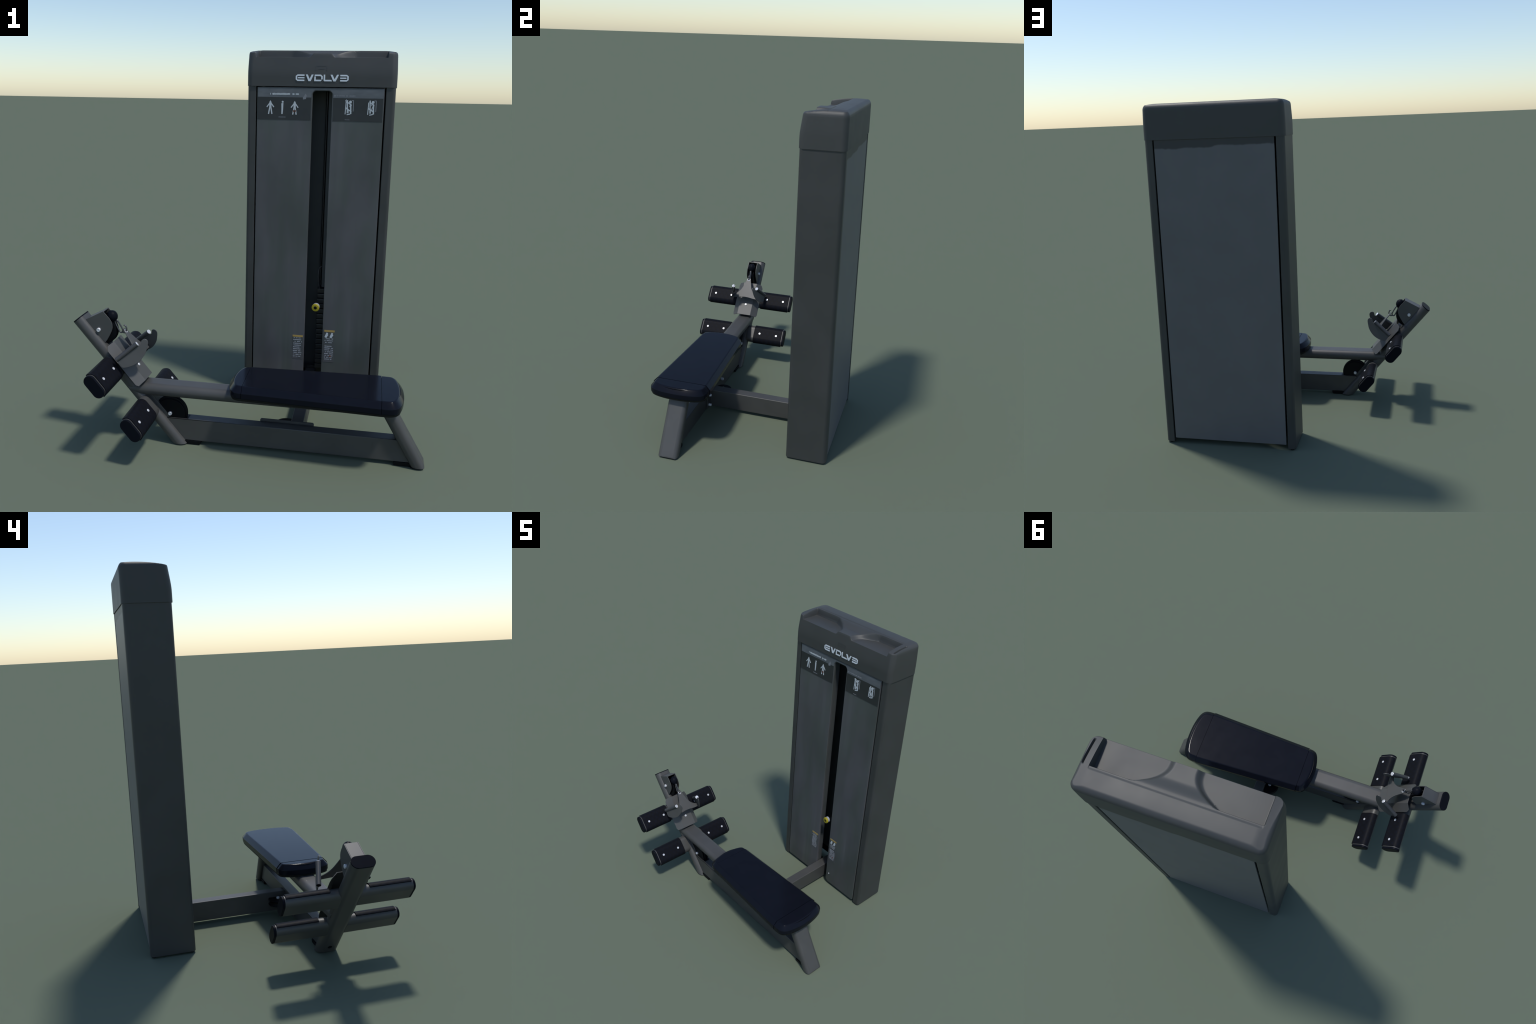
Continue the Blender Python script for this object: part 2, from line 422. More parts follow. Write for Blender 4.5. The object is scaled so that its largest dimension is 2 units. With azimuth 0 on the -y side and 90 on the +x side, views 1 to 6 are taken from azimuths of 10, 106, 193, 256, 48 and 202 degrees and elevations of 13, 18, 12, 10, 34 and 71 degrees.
# ---- top cap: rounded box with two shallow trays pressed into its top
def smooth01(a, b, x):
    t = max(0.0, min(1.0, (x-a)/(b-a))); return t*t*(3-2*t)
CX0, CX1, CY0, CY1, CZ0, CZ1 = -0.1390, 0.6665, 0.3605, 0.6085, CAP_Z0, 2.0
def cap_point(p):
    r = 0.033
    x, y, z = p
    q = [max(CX0+r, min(CX1-r, x)), max(CY0+r, min(CY1-r, y)), max(CZ0, min(CZ1-r, z))]
    d = Vector((x-q[0], y-q[1], z-q[2]))
    if d.length > 1e-9:
        d = d.normalized()*r
        x, y, z = q[0]+d.x, q[1]+d.y, q[2]+d.z
    h = (z-CZ0)/(CZ1-CZ0)
    if y < 0.5: y += 0.015*smooth01(0.25, 1.05, h)*(1 - smooth01(0.42, 0.5, y))         # front face leans back
    x += 0.004*smooth01(0.3, 1, h)*(0.2635-x)/0.4
    if z > 1.90:
        crown = 2.0 - 0.016*((y-0.535)/0.15)**2 - 0.006*smooth01(0.335, 0.40, abs(x-0.2635))
        z = min(z, crown)
        end = 1 - smooth01(-0.094, -0.090, x)*(1-smooth01(0.611, 0.615, x))
        lip = 1.976 + 0.021*smooth01(0.440, 0.503, y)                                      # centre plateau rising to the back ridge
        if end < 0.5 and y < 0.515: z = min(z, lip)
        slant = 0.070*max(0.0, (y-0.385)/0.092)**2.3
        back_wall = 1-smooth01(0.495, 0.504, y)
        mid = smooth01(0.195-slant, 0.222-slant, x)*(1-smooth01(0.312+slant, 0.340+slant, x))
        m = (1-end)*(1-mid)*back_wall
        z = min(z, z*(1-m) + 1.955*m)
        groove = (1-smooth01(0.002, 0.005, abs(x-0.645)))*back_wall*smooth01(0.385, 0.40, y)
        z -= 0.012*groove
    return (x, y, z)
def axis_lines(a, b, n, extra=()):
    s = sorted(set([round(a+(b-a)*i/n, 5) for i in range(n+1)] + [round(e, 5) for e in extra if a < e < b]))
    return s
XS = axis_lines(CX0, CX1, 170, [-0.094, -0.090, 0.611, 0.615, 0.619, 0.64, 0.643, 0.647, 0.65])
YS = axis_lines(CY0, CY1, 56, [0.495, 0.498, 0.501, 0.504])
ZS = axis_lines(CZ0, CZ1, 26, [1.978, 1.984, 1.988, 1.992, 1.996])
bm = bmesh.new()
vmap = {}
def cv(x, y, z):
    k = (x, y, z)
    if k not in vmap: vmap[k] = bm.verts.new(cap_point(k))
    return vmap[k]
for i in range(len(XS)-1):
    for j in range(len(YS)-1):
        for z in (ZS[0], ZS[-1]):
            bm.faces.new((cv(XS[i], YS[j], z), cv(XS[i+1], YS[j], z), cv(XS[i+1], YS[j+1], z), cv(XS[i], YS[j+1], z)))
    for j in range(len(ZS)-1):
        for y in (YS[0], YS[-1]):
            bm.faces.new((cv(XS[i], y, ZS[j]), cv(XS[i+1], y, ZS[j]), cv(XS[i+1], y, ZS[j+1]), cv(XS[i], y, ZS[j+1])))
for i in range(len(YS)-1):
    for j in range(len(ZS)-1):
        for x in (XS[0], XS[-1]):
            bm.faces.new((cv(x, YS[i], ZS[j]), cv(x, YS[i+1], ZS[j]), cv(x, YS[i+1], ZS[j+1]), cv(x, YS[i], ZS[j+1])))
vs, fs = bm_out(bm); bm.free()
cap = add("top_cap", vs, fs, M_CAP, None, 40)

# ---- raised lettering on the cap: E V O L V and a mirrored E
def cap_front(u, v, d): return Vector((u, CY0 - d + 0.015*smooth01(0.25, 1.05, (v-CZ0)/(CZ1-CZ0)), v))
zb, zt, sw = 1.8315, 1.866, 0.0078
def E_shape(x0, x1, flip):
    X = (lambda u: x0+u) if not flip else (lambda u: x1-u)
    w = x1-x0; zm = (zb+zt)/2
    ps = [[(X(0.010), zt), (X(w), zt), (X(w), zt-sw), (X(0.011), zt-sw), (X(sw), zt-sw-0.002), (X(sw), zb+sw+0.002), (X(0.011), zb+sw), (X(w), zb+sw), (X(w), zb), (X(0.010), zb), (X(0), zb+0.008), (X(0), zt-0.008)],
          [(X(0.012), zm-sw*0.42), (X(w), zm-sw*0.42), (X(w), zm+sw*0.42), (X(0.012), zm+sw*0.42)]]
    return ps
def V_shape(x0, x1):
    xm = (x0+x1)/2; k = 0.0105
    return [[(x0, zt), (x0+k, zt), (xm, zb+0.011), (x1-k, zt), (x1, zt), (xm+0.006, zb), (xm-0.006, zb)]]
def O_shape(x0, x1):
    return [[(x0+0.002, zt), (x1-0.010, zt), (x1, zt-0.009), (x1, zb+0.010), (x1-sw, zb+0.010), (x1-sw, zt-0.011), (x1-0.013, zt-sw), (x0+sw*0.9, zt-sw), (x0+0.001, zt-sw)],
            [(x0, zt-0.010), (x0+sw, zt-0.010), (x0+sw, zb+sw), (x1-0.004, zb+sw), (x1-0.010, zb), (x0, zb)]]
def L_shape(x0, x1):
    return [[(x0, zt), (x0+sw, zt), (x0+sw, zb+sw), (x1-0.002, zb+sw), (x1+0.002, zb), (x0+0.004, zb), (x0, zb+0.004)]]
for polys in (E_shape(0.128, 0.175, False), V_shape(0.182, 0.224), O_shape(0.228, 0.273), L_shape(0.278, 0.321), V_shape(0.314, 0.359), E_shape(0.366, 0.411, True)):
    join_prisms("logo_letter", polys, cap_front, 0.001, 0.0028, M_LOGO, cap)
# faint badge above the letters
join_prisms("faint_badge", [rect(0.232, 1.886, 0.238, 1.914), rect(0.238, 1.908, 0.296, 1.914), rect(0.290, 1.886, 0.296, 1.908), rect(0.250, 1.893, 0.280, 1.899)],
            cap_front, 0.0004, 0.0009, M_COLUMN, cap)

# ---- printed header band and placards
def on_panel(u, v, d): return Vector((u, PANEL_Y - d, v))
band = [(PANEL_X0 + 0.004, 1.746), (SLOT_X0 - 0.006, 1.746), (SLOT_X0 - 0.006, SLOT_TOP - 0.014), (SLOT_X0 + 0.012, SLOT_TOP + 0.006), (SLOT_X1 - 0.012, SLOT_TOP + 0.006),
        (SLOT_X1 + 0.006, SLOT_TOP - 0.014), (SLOT_X1 + 0.006, 1.746), (PANEL_X1 - 0.004, 1.746), (PANEL_X1 - 0.004, CAP_Z0 - 0.010), (PANEL_X0 + 0.004, CAP_Z0 - 0.010)]
header = prism("header_band", band, on_panel, -0.001, 0.0012, M_HEADER, front)
pl_l = prism("placard", rect(PANEL_X0 + 0.003, 1.626, SLOT_X0 - 0.008, 1.7455), on_panel, -0.001, 0.0013, M_PLACARD, front)
pl_r = prism("placard", rect(SLOT_X1 + 0.007, 1.624, PANEL_X1 - 0.006, 1.7455), on_panel, -0.001, 0.0013, M_PLACARD, front)

def person(cx, zt0, h, front_view=True, legs=None):
    """Little standing figure: head, arms held out, legs apart."""
    body, leg = [], []
    if front_view:
        body.append([(cx, zt0), (cx+0.006, zt0-0.010), (cx+0.004, zt0-0.016), (cx-0.004, zt0-0.016), (cx-0.006, zt0-0.010)])
        body.append(rect(cx-0.006, zt0-0.040, cx+0.006, zt0-0.013))
        for s in (-1, 1):
            body.append(bar((cx+s*0.004, zt0-0.015), (cx+s*0.0195, zt0-0.036), 0.0055))
            leg.append(bar((cx+s*0.003, zt0-0.037), (cx+s*0.0095, zt0-h), 0.0065))
    else:
        body.append(circle(cx+0.002, zt0-0.006, 0.0055, 10))
        body.append([(cx-0.005, zt0-0.014), (cx+0.006, zt0-0.012), (cx+0.005, zt0-0.045), (cx+0.003, zt0-h), (cx-0.004, zt0-h), (cx-0.004, zt0-0.045)])
    return body, leg
PRINT_OBJS = []
b1, l1 = person(-0.0075, 1.728, 0.073)
join_prisms("muscle_pictogram", b1 + l1, on_panel, 0.0012, 0.0022, M_WHITE, front)
b2, _ = person(0.058, 1.727, 0.071, False)
join_prisms("muscle_pictogram", b2, on_panel, 0.0012, 0.0022, M_WHITE, front)
b3, l3 = person(0.126, 1.727, 0.073)
join_prisms("muscle_pictogram", b3 + l3, on_panel, 0.0012, 0.0022, M_WHITE, front)
join_prisms("highlighted_muscle", [rect(0.1185, 1.667, 0.1235, 1.679), rect(0.1285, 1.667, 0.1335, 1.679)], on_panel, 0.0021, 0.0027, M_RED, front)

def machine_pictogram(cx, cz):
    """Small drawing of a person at the machine, seen as crowded strokes."""
    rnd = random.Random(int(cx*1000))
    ps = [bar((cx-0.021, cz-0.036), (cx-0.018, cz+0.028), 0.0045), bar((cx-0.009, cz-0.030), (cx-0.011, cz+0.038), 0.006), bar((cx+0.009, cz-0.034), (cx+0.007, cz+0.020), 0.007),
          bar((cx-0.015, cz+0.032), (cx+0.012, cz+0.010), 0.005), bar((cx-0.018, cz-0.004), (cx+0.012, cz-0.022), 0.006), circle(cx+0.005, cz+0.029, 0.0075, 10),
          bar((cx-0.012, cz-0.038), (cx+0.006, cz-0.034), 0.005)]
    for k in range(9):
        a = (cx+rnd.uniform(-0.020, 0.012), cz+rnd.uniform(-0.034, 0.026))
        ps.append(bar(a, (a[0]+rnd.uniform(-0.006, 0.006), a[1]+rnd.uniform(0.008, 0.018)), rnd.uniform(0.002, 0.0035)))
    fr = [rect(cx+0.020, cz-0.020, cx+0.0225, cz+0.038), rect(cx+0.012, cz+0.0355, cx+0.0225, cz+0.038)]
    join_prisms("machine_pictogram", ps, on_panel, 0.0012, 0.0022, M_WHITE, front)
    join_prisms("pictogram_frame", fr, on_panel, 0.0012, 0.0019, M_GREYPRINT, front)
machine_pictogram(0.421, 1.697)
machine_pictogram(0.541, 1.697)

def fake_line(x0, x1, z, h, rnd, gap=0.0016):
    """One line of print too small to read: short upright marks."""
    out = []; x = x0
    while x < x1:
        w = rnd.uniform(0.0022, 0.0055)
        if rnd.random() > 0.14: out.append(rect(x, z - h*rnd.uniform(0.35, 0.5), min(x+w, x1), z + h*rnd.uniform(0.35, 0.5)))
        x += w + gap
    return out
rnd = random.Random(3)
ob = join_prisms("header_print", fake_line(-0.009, 0.147, 1.7625, 0.011, rnd), on_panel, 0.0011, 0.002, M_WHITE, front, "stuff")
ob = join_prisms("header_print", fake_line(0.338, 0.45, 1.757, 0.009, rnd), on_panel, 0.0011, 0.0018, M_DIMPRINT, front, "stuff")
ob = join_prisms("caption_print", fake_line(0.040, 0.078, 1.640, 0.005, rnd) + fake_line(0.40, 0.425, 1.632, 0.004, rnd), on_panel, 0.0011, 0.0018, M_DIMPRINT, front, "stuff")
join_prisms("worn_mark", [[(0.170, 1.735), (0.186, 1.738), (0.190, 1.757), (0.182, 1.766), (0.176, 1.752), (0.170, 1.748)]], on_panel, 0.0013, 0.0019, M_DIMPRINT, front)

# warning labels either side of the slot
def warning_label(x0, x1, z0, z1, pics, dim):
    ob = prism("warning_label", rect(x0, z0, x1, z1), on_panel, -0.001, 0.0009, M_PANEL, front)
    join_prisms("label_heading", [rect(x0, z1-0.012, x1, z1-0.001)], on_panel, 0.0008, 0.0016, M_YELLOWPRINT, front)
    ps = []
    z = z1 - 0.018
    if pics:
        for cx in (x0+0.014, x0+0.043):
            ps2 = [bar((cx-0.007, z-0.028), (cx+0.004, z), 0.010), bar((cx-0.004, z-0.030), (cx+0.007, z-0.010), 0.007)]
            join_prisms("warning_pictogram", ps2, on_panel, 0.0008, 0.0017, M_WHITE, front)
        z -= 0.036
    while z > z0 + 0.008:
        if rnd.random() > 0.12: ps += fake_line(x0+0.004+rnd.uniform(0, 0.004), x1-0.004-rnd.uniform(0, 0.010), z, 0.0065, rnd)
        z -= 0.0115
    join_prisms("label_print", ps, on_panel, 0.0008, 0.0015, dim, front, "stuff")
warning_label(0.154, 0.214, 0.242, 0.390, False, M_GREYPRINT)
warning_label(0.338, 0.398, 0.236, 0.434, True, M_GREYPRINT)
join_prisms("label_print", [rect(0.373, 0.268, 0.381, 0.278)], on_panel, 0.0015, 0.0021, M_RED, front, "stuff")
bolt("panel_screw", (0.356, PANEL_Y, 0.105), (0, -1, 0), 0.0045, 0.003, front)

# ---- weight stack, selector pin and cord seen in the slot
stack = None
for k in range(16):
    z0 = 0.160 + k*0.0312
    ob = box("weight_plate", (0.282, 0.446, z0), (0.460, 0.560, z0+0.0285), M_LINER, inner, 0.004, 2)
rod("stack_guide_rod", (0.292, 0.520, 0.65), (0.292, 0.520, 1.79), 0.007, M_LINER, inner)
rod("selector_stem", (0.281, 0.366, 0.564), (0.290, 0.450, 0.564), 0.006, M_STEEL)
stem = bpy.data.objects["selector_stem"]
lathe("selector_knob", [(0.010, 0.030), (0.0205, 0.026), (0.0205, 0.012), (0.016, 0.012)], (0.281, 0.352, 0.568), (0.13, 1, 0), M_GREYPRINT, stem, 28)
lathe("selector_knob_ring", [(0.017, 0.0125), (0.0215, 0.012), (0.0225, 0.004), (0.020, 0.0), (0.010, -0.001), (0.0095, 0.003), (0, 0.003)], (0.281, 0.352, 0.566), (0.13, 1, 0), M_YELLOW, stem, 32)
lathe("selector_knob_hub", [(0.0085, 0.004), (0.0085, -0.0005), (0.005, -0.001), (0, -0.001)], (0.281, 0.352, 0.566), (0.13, 1, 0), M_BLACK, stem, 20)
wire("selector_cord", catmull([(0.305, 0.43, 0.795), (0.291, 0.425, 0.785), (0.285, 0.42, 0.74), (0.291, 0.42, 0.69), (0.297, 0.425, 0.655)], False, 8), 0.0018, M_STEEL, stem)

# ============================================================================= BENCH FRAME
base = box("base_beam", (-0.460, BENCH_Y-0.031, 0.018), (0.835, BENCH_Y+0.031, 0.134), M_FRAME, None, 0.004, 3)
# trim the beam ends to the slanted legs
def trim(ob, pt, nrm):
    bm = bmesh.new(); bm.from_mesh(ob.data)
    q = ob.matrix_basis.translation
    pt = Vector(pt) - q
    r = bmesh.ops.bisect_plane(bm, geom=bm.verts[:]+bm.edges[:]+bm.faces[:], plane_co=pt, plane_no=Vector(nrm), clear_outer=True)
    bmesh.ops.contextual_create(bm, geom=[e for e in r["geom_cut"] if isinstance(e, bmesh.types.BMEdge)])
    bm.to_mesh(ob.data); bm.free()
trim(base, (-0.3355, 0, 0), (-0.766, 0, -0.643))
trim(base, (0.852, 0, 0.03), (0.867, 0, 0.5))
box("pulley_opening", (-0.372, BENCH_Y-0.020, 0.125), (-0.296, BENCH_Y+0.020, 0.1355), M_BLACK, base)
for x0, x1 in ((-0.325, -0.232), (0.742, 0.830)):
    prism("rubber_foot", round_poly([(x0, 0.0), (x1, 0.0), (x1+0.004, 0.019), (x0, 0.019)], [0.002, 0.006, 0.002, 0.002], 3), F_SIDE, -0.036, 0.036, M_BLACK, base, 0.002)

# cross beam to the tower, bolted flange, horizontal idler pulley
xb = box("cross_beam", (0.224, BENCH_Y+0.040, 0.020), (0.287, 0.500, 0.135), M_FRAME, None, 0.004, 3)
box("cable_opening", (0.2228, -0.215, 0.052), (0.2260, -0.140, 0.102), M_BLACK, xb)
fl = prism("flange_plate", round_poly(rect(0.068, 0.020, 0.342, 0.146), 0.008, 4), lambda u, v, d: Vector((u, BENCH_Y+0.032+d, v)), 0.0, 0.009, M_FRAME, xb, 0.0015)
for x in (0.088, 0.316):
    for z in (0.042, 0.112):
        bolt("flange_bolt", (x, BENCH_Y+0.041, z), (0, 1, 0), 0.0095, 0.016, xb)
idl = lathe("idler_pulley", [(0.0, -0.017), (0.056, -0.017), (0.058, -0.014), (0.050, -0.004), (0.050, 0.004), (0.058, 0.014), (0.056, 0.017), (0.0, 0.017)],
            (0.197, -0.186, 0.086), (0, 0, 1), M_BLACK, xb, 40)
bolt("idler_bolt", (0.197, -0.186, 0.103), (0, 0, 1), 0.010, 0.010, xb)

# seat beam and front leg: flat-oval tube, mitred
OVAL = rrect(0.118, 0.064, 0.031, 8)
z_b = 0.2845
leg_dir = Vector((0.5, 0, -0.866))
leg_top = Vector((0.6985, BENCH_Y, z_b))
mitre_n = (Vector((1, 0, 0)) + leg_dir).normalized()
sweep("seat_beam", OVAL, (-0.62, BENCH_Y, z_b), (0.82, BENCH_Y, z_b), (0, 1, 0), M_FRAME, None,
      cuts=[(leg_top, mitre_n), (S(0, 0, POST_N - 0.012), (-0.766, 0, -0.643))])
leg = sweep("front_leg", rrect(0.120, 0.061, 0.0265, 8), leg_top - leg_dir*0.1, leg_top + leg_dir*0.45, (0, 1, 0), M_FRAME, None,
            cuts=[(leg_top, -mitre_n), ((0, 0, 0.007), (0, 0, -1)), ((0.889, 0, 0), (1, 0, 0))], bevel=0.0)
prism("leg_pad", rrect(0.060, 0.104, 0.018, 5), lambda u, v, w: Vector((0.853+u, BENCH_Y+v, w)), 0.0, 0.0075, M_BLACK, leg)

# seat pad: wide at the front end, two end pieces set off by seams
def seat_half_width(x): return 0.1495 + (0.1795-0.1495)*(x/0.665)
def seat_outline(kind):
    if kind == "mid":
        return [(0.0015, -seat_half_width(0)), (0.6635, -seat_half_width(0.665)), (0.6635, seat_half_width(0.665)), (0.0015, seat_half_width(0))]
    if kind == "front":
        h = [(0.6655, 0.1775), (0.700, 0.1765), (0.722, 0.172), (0.738, 0.162), (0.7500, 0.146), (0.7590, 0.124), (0.7665, 0.092), (0.7725, 0.050), (0.7745, 0.0)]
    else:
        h = [(-0.0005, 0.1480), (-0.022, 0.1460), (-0.040, 0.139), (-0.053, 0.126), (-0.063, 0.106), (-0.072, 0.076), (-0.0785, 0.038), (-0.0805, 0.0)]
    h = [h[0]] + [tuple(p) for p in catmull(h, False, 4)[1:]]
    return [(x, y) for x, y in h] + [(x, -y) for x, y in reversed(h[:-1])]
def seat_piece(name, kind, parent):
    o = seat_outline(kind)
    ends_fixed = kind != "mid"
    # (z, inset): wall, chamfer, soft edge, crown
    layers = [(0.3255, 0.006), (0.329, 0.001), (0.333, 0.0), (0.3545, 0.0), (0.3585, 0.0012), (0.3815, 0.0225), (0.3835, 0.0265), (0.3842, 0.033)]
    if ends_fixed: layers = [(z - 0.0012, i + 0.0015) for z, i in layers]
    vs, fs = [], []
    n = len(o)
    for z, inset in layers:
        for k, (x, y) in enumerate(o):
            if kind == "mid":
                yy = y - math.copysign(inset, y); xx = x
            else:
                a = Vector(o[k-1]) if k > 0 else None; b = Vector(o[k+1]) if k < n-1 else None
                p = Vector((x, y))
                if a is None or b is None:
                    xx, yy = x, y - math.copysign(inset, y)
                else:
                    t = (b-a).normalized(); nr = Vector((t.y, -t.x))
                    if nr.dot(p - Vector((0.70 if kind == "front" else -0.02, 0))) < 0: nr = -nr
                    q = p - nr*inset; xx, yy = q.x, q.y
                    if kind == "front": xx = max(xx, 0.6655)
                    else: xx = min(xx, -0.0005)
            vs.append((xx, BENCH_Y+yy, z))
    m = len(layers)
    for i in range(m-1):
        for k in range(n):
            fs.append([i*n+k, i*n+(k+1) % n, (i+1)*n+(k+1) % n, (i+1)*n+k])
    fs.append(list(range(n))); fs.append([(m-1)*n+k for k in range(n)])
    return add(name, vs, fs, M_SEAT, parent, 28)
seat = seat_piece("seat_pad", "mid", None)
seat_piece("seat_end", "front", seat)
seat_piece("seat_end", "rear", seat)
full = seat_outline("front"); rear = seat_outline("rear")
brd = [(x, y) for x, y in full] + [(x, y) for x, y in reversed(rear)]
brd = [(0.35+(x-0.35)*0.985, BENCH_Y+y*0.965) for x, y in brd]
prism("seat_board", brd, F_PLAN, 0.314, 0.3262, M_BOARD, seat, 0.002)
# dark core closing the seams
prism("seat_core", [(0.35+(x-0.35)*0.97, BENCH_Y+(y-BENCH_Y)*0.80) for x, y in brd], F_PLAN, 0.327, 0.379, M_BLACK, seat)

# ============================================================================= FOOT POST
t_top, r_post = 1.038, 0.0315
post = sweep("foot_post", rrect(0.114, 2*r_post, r_post-0.0005, 10), S(0.15, 0, POST_N), S(t_top, 0, POST_N), (0, 1, 0), M_FRAME, None,
             cuts=[((0, 0, 0.004), (0, 0, -1))])
sweep("post_cap", rrect(0.114, 2*r_post, r_post-0.0005, 10), S(t_top, 0, POST_N), S(t_top+0.006, 0, POST_N), (0, 1, 0), M_RUBBER, post, bevel=0.002)
prism("post_pad", rrect(0.052, 0.088, 0.018, 5), lambda u, v, w: Vector((-0.3355+u, BENCH_Y+v, w)), 0.0, 0.0045, M_BLACK, post)
# round plug on the outer side near the floor
lathe("post_plug", [(0.0115, -0.001), (0.0115, 0.0012), (0.009, 0.0016), (0, 0.0016)], S(0.300, 0.0, POST_N - r_post), (-0.766, 0, -0.643), M_BLACK, post, 20)
# channel on the seat side where the cable climbs
sweep("cable_channel", rrect(0.052, 0.030, 0.003, 2), S(0.36, 0, POST_N+r_post), S(0.56, 0, POST_N+r_post), (0, 1, 0), M_FRAME, post)

# pegs: flat-oval tubes either side, rubber pad on the face toward the seat
PEG_R, PEG_H = 0.0300, 0.0325        # end radius, half distance between end centres
PEG_N = -0.2525
def stadium(r, h, n=12):
    return [(h + r*math.cos(a), r*math.sin(a)) for a in [math.pi*(-0.5 + k/n) for k in range(n+1)]] + \
           [(-h + r*math.cos(a), r*math.sin(a)) for a in [math.pi*(0.5 + k/n) for k in range(n+1)]]
def pad_section(r, th, h, low):
    outer = []; inner_ = []
    k = 10
    a_low = math.asin(low/r)
    angs = [a_low + (math.pi/2-a_low)*i/k for i in range(k+1)]
    for a in angs: outer.append((h+(r+th)*math.cos(a), (r+th)*math.sin(a))); inner_.append((h+(r-0.001)*math.cos(a), (r-0.001)*math.sin(a)))
    for a in reversed(angs): outer.append((-h-(r+th)*math.cos(a), (r+th)*math.sin(a))); inner_.append((-h-(r-0.001)*math.cos(a), (r-0.001)*math.sin(a)))
    return outer + inner_[::-1]
def peg(tc, s):
    fr = lambda u, v, w: S(tc+u, s*w, PEG_N+v)
    tube = prism("foot_peg", stadium(PEG_R, PEG_H), fr, 0.045, 0.314, M_FRAME, None, 0, smooth=30)
    prism("peg_end_cap", stadium(PEG_R-0.0005, PEG_H), fr, 0.3130, 0.3265, M_RUBBER, tube, 0.004, smooth=30)
    prism("peg_pad", pad_section(PEG_R, 0.0052, PEG_H, -0.002), fr, 0.0965, 0.3085, M_PAD, tube, 0.0015, 2, 50)
    for y in (0.1420, 0.2685):
        lathe("pad_screw", [(0.0078, -0.001), (0.0078, 0.0012), (0.0066, 0.0026), (0.0030, 0.0026), (0.0026, 0.0010), (0, 0.0010)],
              S(tc, s*y, PEG_N+PEG_R+0.0052), (0.766, 0, 0.643), M_CHROME, tube, 20)
for tc in (0.7385, 0.4690):
    for s in (-1, 1): peg(tc, s)

# ---- upper pulley housing: two cheeks and a top plate, wheel inside
HOUSE = [(1.015, -0.228), (0.992, -0.1225), (0.945, -0.1205), (0.928, -0.1225), (0.912, -0.1285), (0.898, -0.1390), (0.886, -0.1560), (0.876, -0.1790), (0.866, -0.2050), (0.860, -0.228)]
hs = prism("pulley_housing", HOUSE, F_SLANT, -0.0355, -0.0315, M_PLATE, None, 0.0008, 1)
prism("housing_cheek", HOUSE, F_SLANT, 0.0315, 0.0355, M_PLATE, hs, 0.0008, 1)
prism("housing_top", [(1.015, -0.228), (0.992, -0.1225), (0.988, -0.1225), (1.010, -0.228)], F_SLANT, -0.0313, 0.0313, M_PLATE, hs, 0.0006, 1)
c = S(0.917, 0, -0.201)
lathe("pulley_wheel", [(0.0, -0.022), (0.060, -0.022), (0.073, -0.018), (0.0735, -0.015), (0.062, -0.004), (0.062, 0.004), (0.0735, 0.015), (0.073, 0.018), (0.060, 0.022), (0.0, 0.022)],
      c, (0, 1, 0), M_BLACK, hs, 48)
for s in (-1, 1):
    bolt("housing_bolt", S(0.933, s*0.0355, -0.2045), (0, s, 0), 0.0105, 0.010, hs)

# ---- lower pulley in the base beam
lp = Vector((-0.391, BENCH_Y, 0.1555))
lw = lathe("lower_pulley", [(0.0, -0.014), (0.070, -0.014), (0.0855, -0.011), (0.0865, -0.008), (0.074, -0.002), (0.074, 0.002), (0.0865, 0.008), (0.0855, 0.011), (0.070, 0.014), (0.0, 0.014)],
           lp, (0, 1, 0), M_BLACK, None, 48)
for s in (-1, 1):
    lathe("pulley_guard", [(0.0, 0.0), (0.076, 0.0), (0.0775, 0.0015), (0.076, 0.003), (0.0, 0.003)], lp + Vector((0, s*0.0185, 0)), (0, s, 0), M_BLACK, lw, 40)
    bolt("pulley_bolt", lp + Vector((0, s*0.0215, 0)), (0, s, 0), 0.0100, 0.010, lw)

# ============================================================================= HANDLE CRADLE AND ROW HANDLE
# cradle: plate folded into a three-sided hood over the post
def cradle_section(off):
    return [(-0.0930+off*0.8, -0.2110), (-0.0500+off*0.45, -0.1735-off), (0.0500-off*0.45, -0.1735-off), (0.0930-off*0.8, -0.2110)]
sec = cradle_section(0.0) + cradle_section(0.005)[::-1]
cr_ = prism("handle_cradle", sec, lambda y, n, t: S(t, y, n), 0.586, 0.840, M_PLATE, None, 0.001, 1, 60, smooth=20)
# rounded lower corners: trim by slanted planes
for s in (-1, 1):
    for tt, d in ((0.586, -1), (0.832, 1)):
        nrm = (Vector((-0.643*d, 0, 0.766*d))*0.55 + Vector((0, s*0.6, 0)) + Vector((-0.766, 0, -0.643))*0.6).normalized()
        trim(cr_, S(tt, s*0.0855, -0.2045), nrm)
lathe("cradle_bolt", [(0.008, -0.001), (0.008, 0.002), (0.006, 0.0035), (0, 0.0035)], S(0.667, 0, -0.1735), (0.766, 0, 0.643), M_CHROME, cr_, 18)
sweep("cradle_stem", rrect(0.060, 0.060, 0.004, 2), S(0.64, 0, -0.235), S(0.80, 0, -0.235), (0, 1, 0), M_FRAME, cr_)

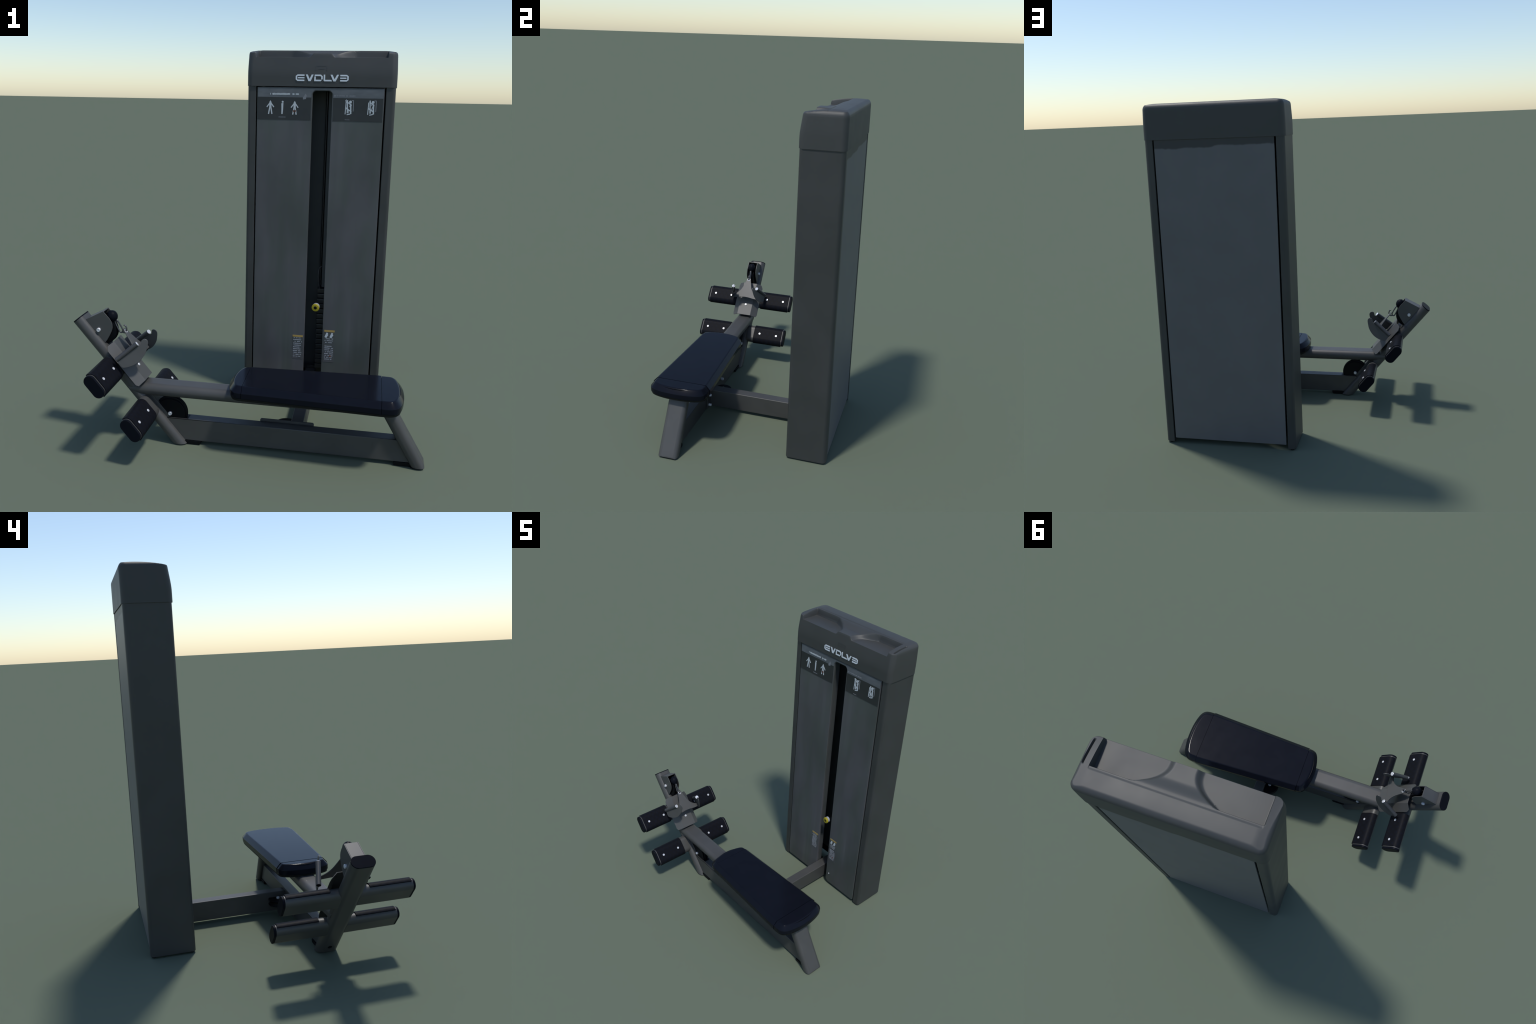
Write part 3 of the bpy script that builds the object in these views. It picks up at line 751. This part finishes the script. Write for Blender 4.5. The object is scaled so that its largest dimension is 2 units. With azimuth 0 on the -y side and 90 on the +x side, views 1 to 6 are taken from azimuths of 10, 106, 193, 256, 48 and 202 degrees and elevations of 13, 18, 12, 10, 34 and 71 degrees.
# row handle: webbed triangular plate with two guarded grips
N_H = -0.1120
outline = [(0.858, 0.000), (0.854, 0.0105), (0.843, 0.0155), (0.815, 0.023), (0.785, 0.032), (0.760, 0.044), (0.740, 0.061), (0.727, 0.082), (0.719, 0.099),
           (0.697, 0.0985), (0.697, 0.080), (0.699, 0.055), (0.703, 0.028), (0.705, 0.0)]
half = [tuple(p) for p in catmull(outline[:9], False, 3)] + [tuple(p) for p in catmull(outline[9:], False, 3)]
full_o = half + [(t, -y) for t, y in reversed(half[1:-1])]
tip_round = lambda n, y: n - 0.0
handle = prism("row_handle", full_o, lambda t, y, n: S(t, y, N_H + n - 0.10*(max(0.0, abs(y)-0.03))), -0.0025, 0.0025, M_PLATE, None, 0.0008, 1, 50)
lathe("eyelet", [(0.0078, -0.0032), (0.0105, -0.0030), (0.0105, 0.0030), (0.0078, 0.0036), (0.0062, 0.002), (0.0062, -0.002)], S(0.843, 0, N_H), (0.766, 0, 0.643), M_CHROME, handle, 20)
lathe("eyelet_hole", [(0.0064, -0.0030), (0.0064, 0.0030), (0, 0.0030)], S(0.843, 0, N_H), (0.766, 0, 0.643), M_BLACK, handle, 16)
def guard_y(n): return 0.0735 - 0.31*(n + 0.02)
GUARD = [(0.752, -0.185), (0.730, -0.188), (0.712, -0.184), (0.6965, -0.158), (0.687, -0.125), (0.688, -0.093), (0.699, -0.060), (0.716, -0.036),
         (0.732, -0.019), (0.745, -0.0145), (0.757, -0.020), (0.761, -0.033), (0.754, -0.044), (0.747, -0.053), (0.750, -0.064), (0.754, -0.120)]
gp = [tuple(p) for p in catmull(GUARD[:-1], False, 3)] + [GUARD[-1]]
for s in (-1, 1):
    prism("grip_guard", gp, lambda t, n, w, s=s: S(t, s*(guard_y(n)+w), n), -0.0022, 0.0022, M_PLATE, handle, 0.0008, 1, 50)
    a = S(0.763, s*(guard_y(-0.184)+0.001), -0.186); b = S(0.762, s*(guard_y(-0.062)+0.004), -0.060)
    rod("grip_bar", a, b, 0.0122, M_GRIPBAR, handle, 24, 0.001)
    ax = (b-a).normalized()
    lathe("grip_end", [(0.0118, -0.001), (0.0118, 0.001), (0.0105, 0.0022), (0, 0.0022)], b, ax, M_CHROME, handle, 22)
    lathe("grip_end", [(0.0100, -0.001), (0.0100, 0.0008), (0, 0.0008)], a, -ax, M_BLACK, handle, 18)

# ---- cable end: rubber stop ball, snap link
ball_c = Vector((-0.697, BENCH_Y, 0.650)); dn = Vector((0.43, 0, -0.9)).normalized()
prof = []
for k in range(15):
    a = -math.pi/2 + math.pi*k/14
    h = 0.0285*math.sin(a); r = 0.0272*math.cos(a)
    if h > 0: r = max(r, 0.0) ; h *= 1.12; r = min(r, 0.0272*(1-0.22*(h/0.03)**2))
    prof.append((r, h))
ball = lathe("cable_stop_ball", prof, ball_c, dn, M_RUBBER, None, 28, 60)
lathe("ball_socket", [(0.0065, -0.001), (0.0065, 0.001), (0.0045, 0.0012), (0.004, -0.002), (0, -0.002)], ball_c - dn*0.0282, -dn, M_BLACK, ball, 16)
wire("pull_cable", [ball_c - dn*0.024, S(0.972, 0, -0.135), S(0.985, 0, -0.160), S(0.985, 0, -0.20)], 0.0038, M_BLACK, ball)
lathe("link_collar", [(0.0065, 0.0), (0.0060, 0.010), (0.003, 0.012)], ball_c + dn*0.0235, dn, M_STEEL, ball, 16)
def xz(x, z, y=0.0): return Vector((x, BENCH_Y+y, z))
link = [xz(-0.6835, 0.6265), xz(-0.6740, 0.6290), xz(-0.6640, 0.6180), xz(-0.6480, 0.5900), xz(-0.6430, 0.5760), xz(-0.6470, 0.5660), xz(-0.6560, 0.5655), xz(-0.6640, 0.5760), xz(-0.6800, 0.6080)]
wire("snap_link", catmull(link, True, 5), 0.0041, M_STEEL, ball, True)
hook = [xz(-0.6460, 0.5690), xz(-0.6360, 0.5640), xz(-0.6265, 0.5700), xz(-0.6225, 0.5820), xz(-0.6245, 0.5945), xz(-0.6300, 0.6020), xz(-0.6370, 0.6045)]
wire("snap_hook", catmull(hook, False, 5), 0.0040, M_STEEL, ball)
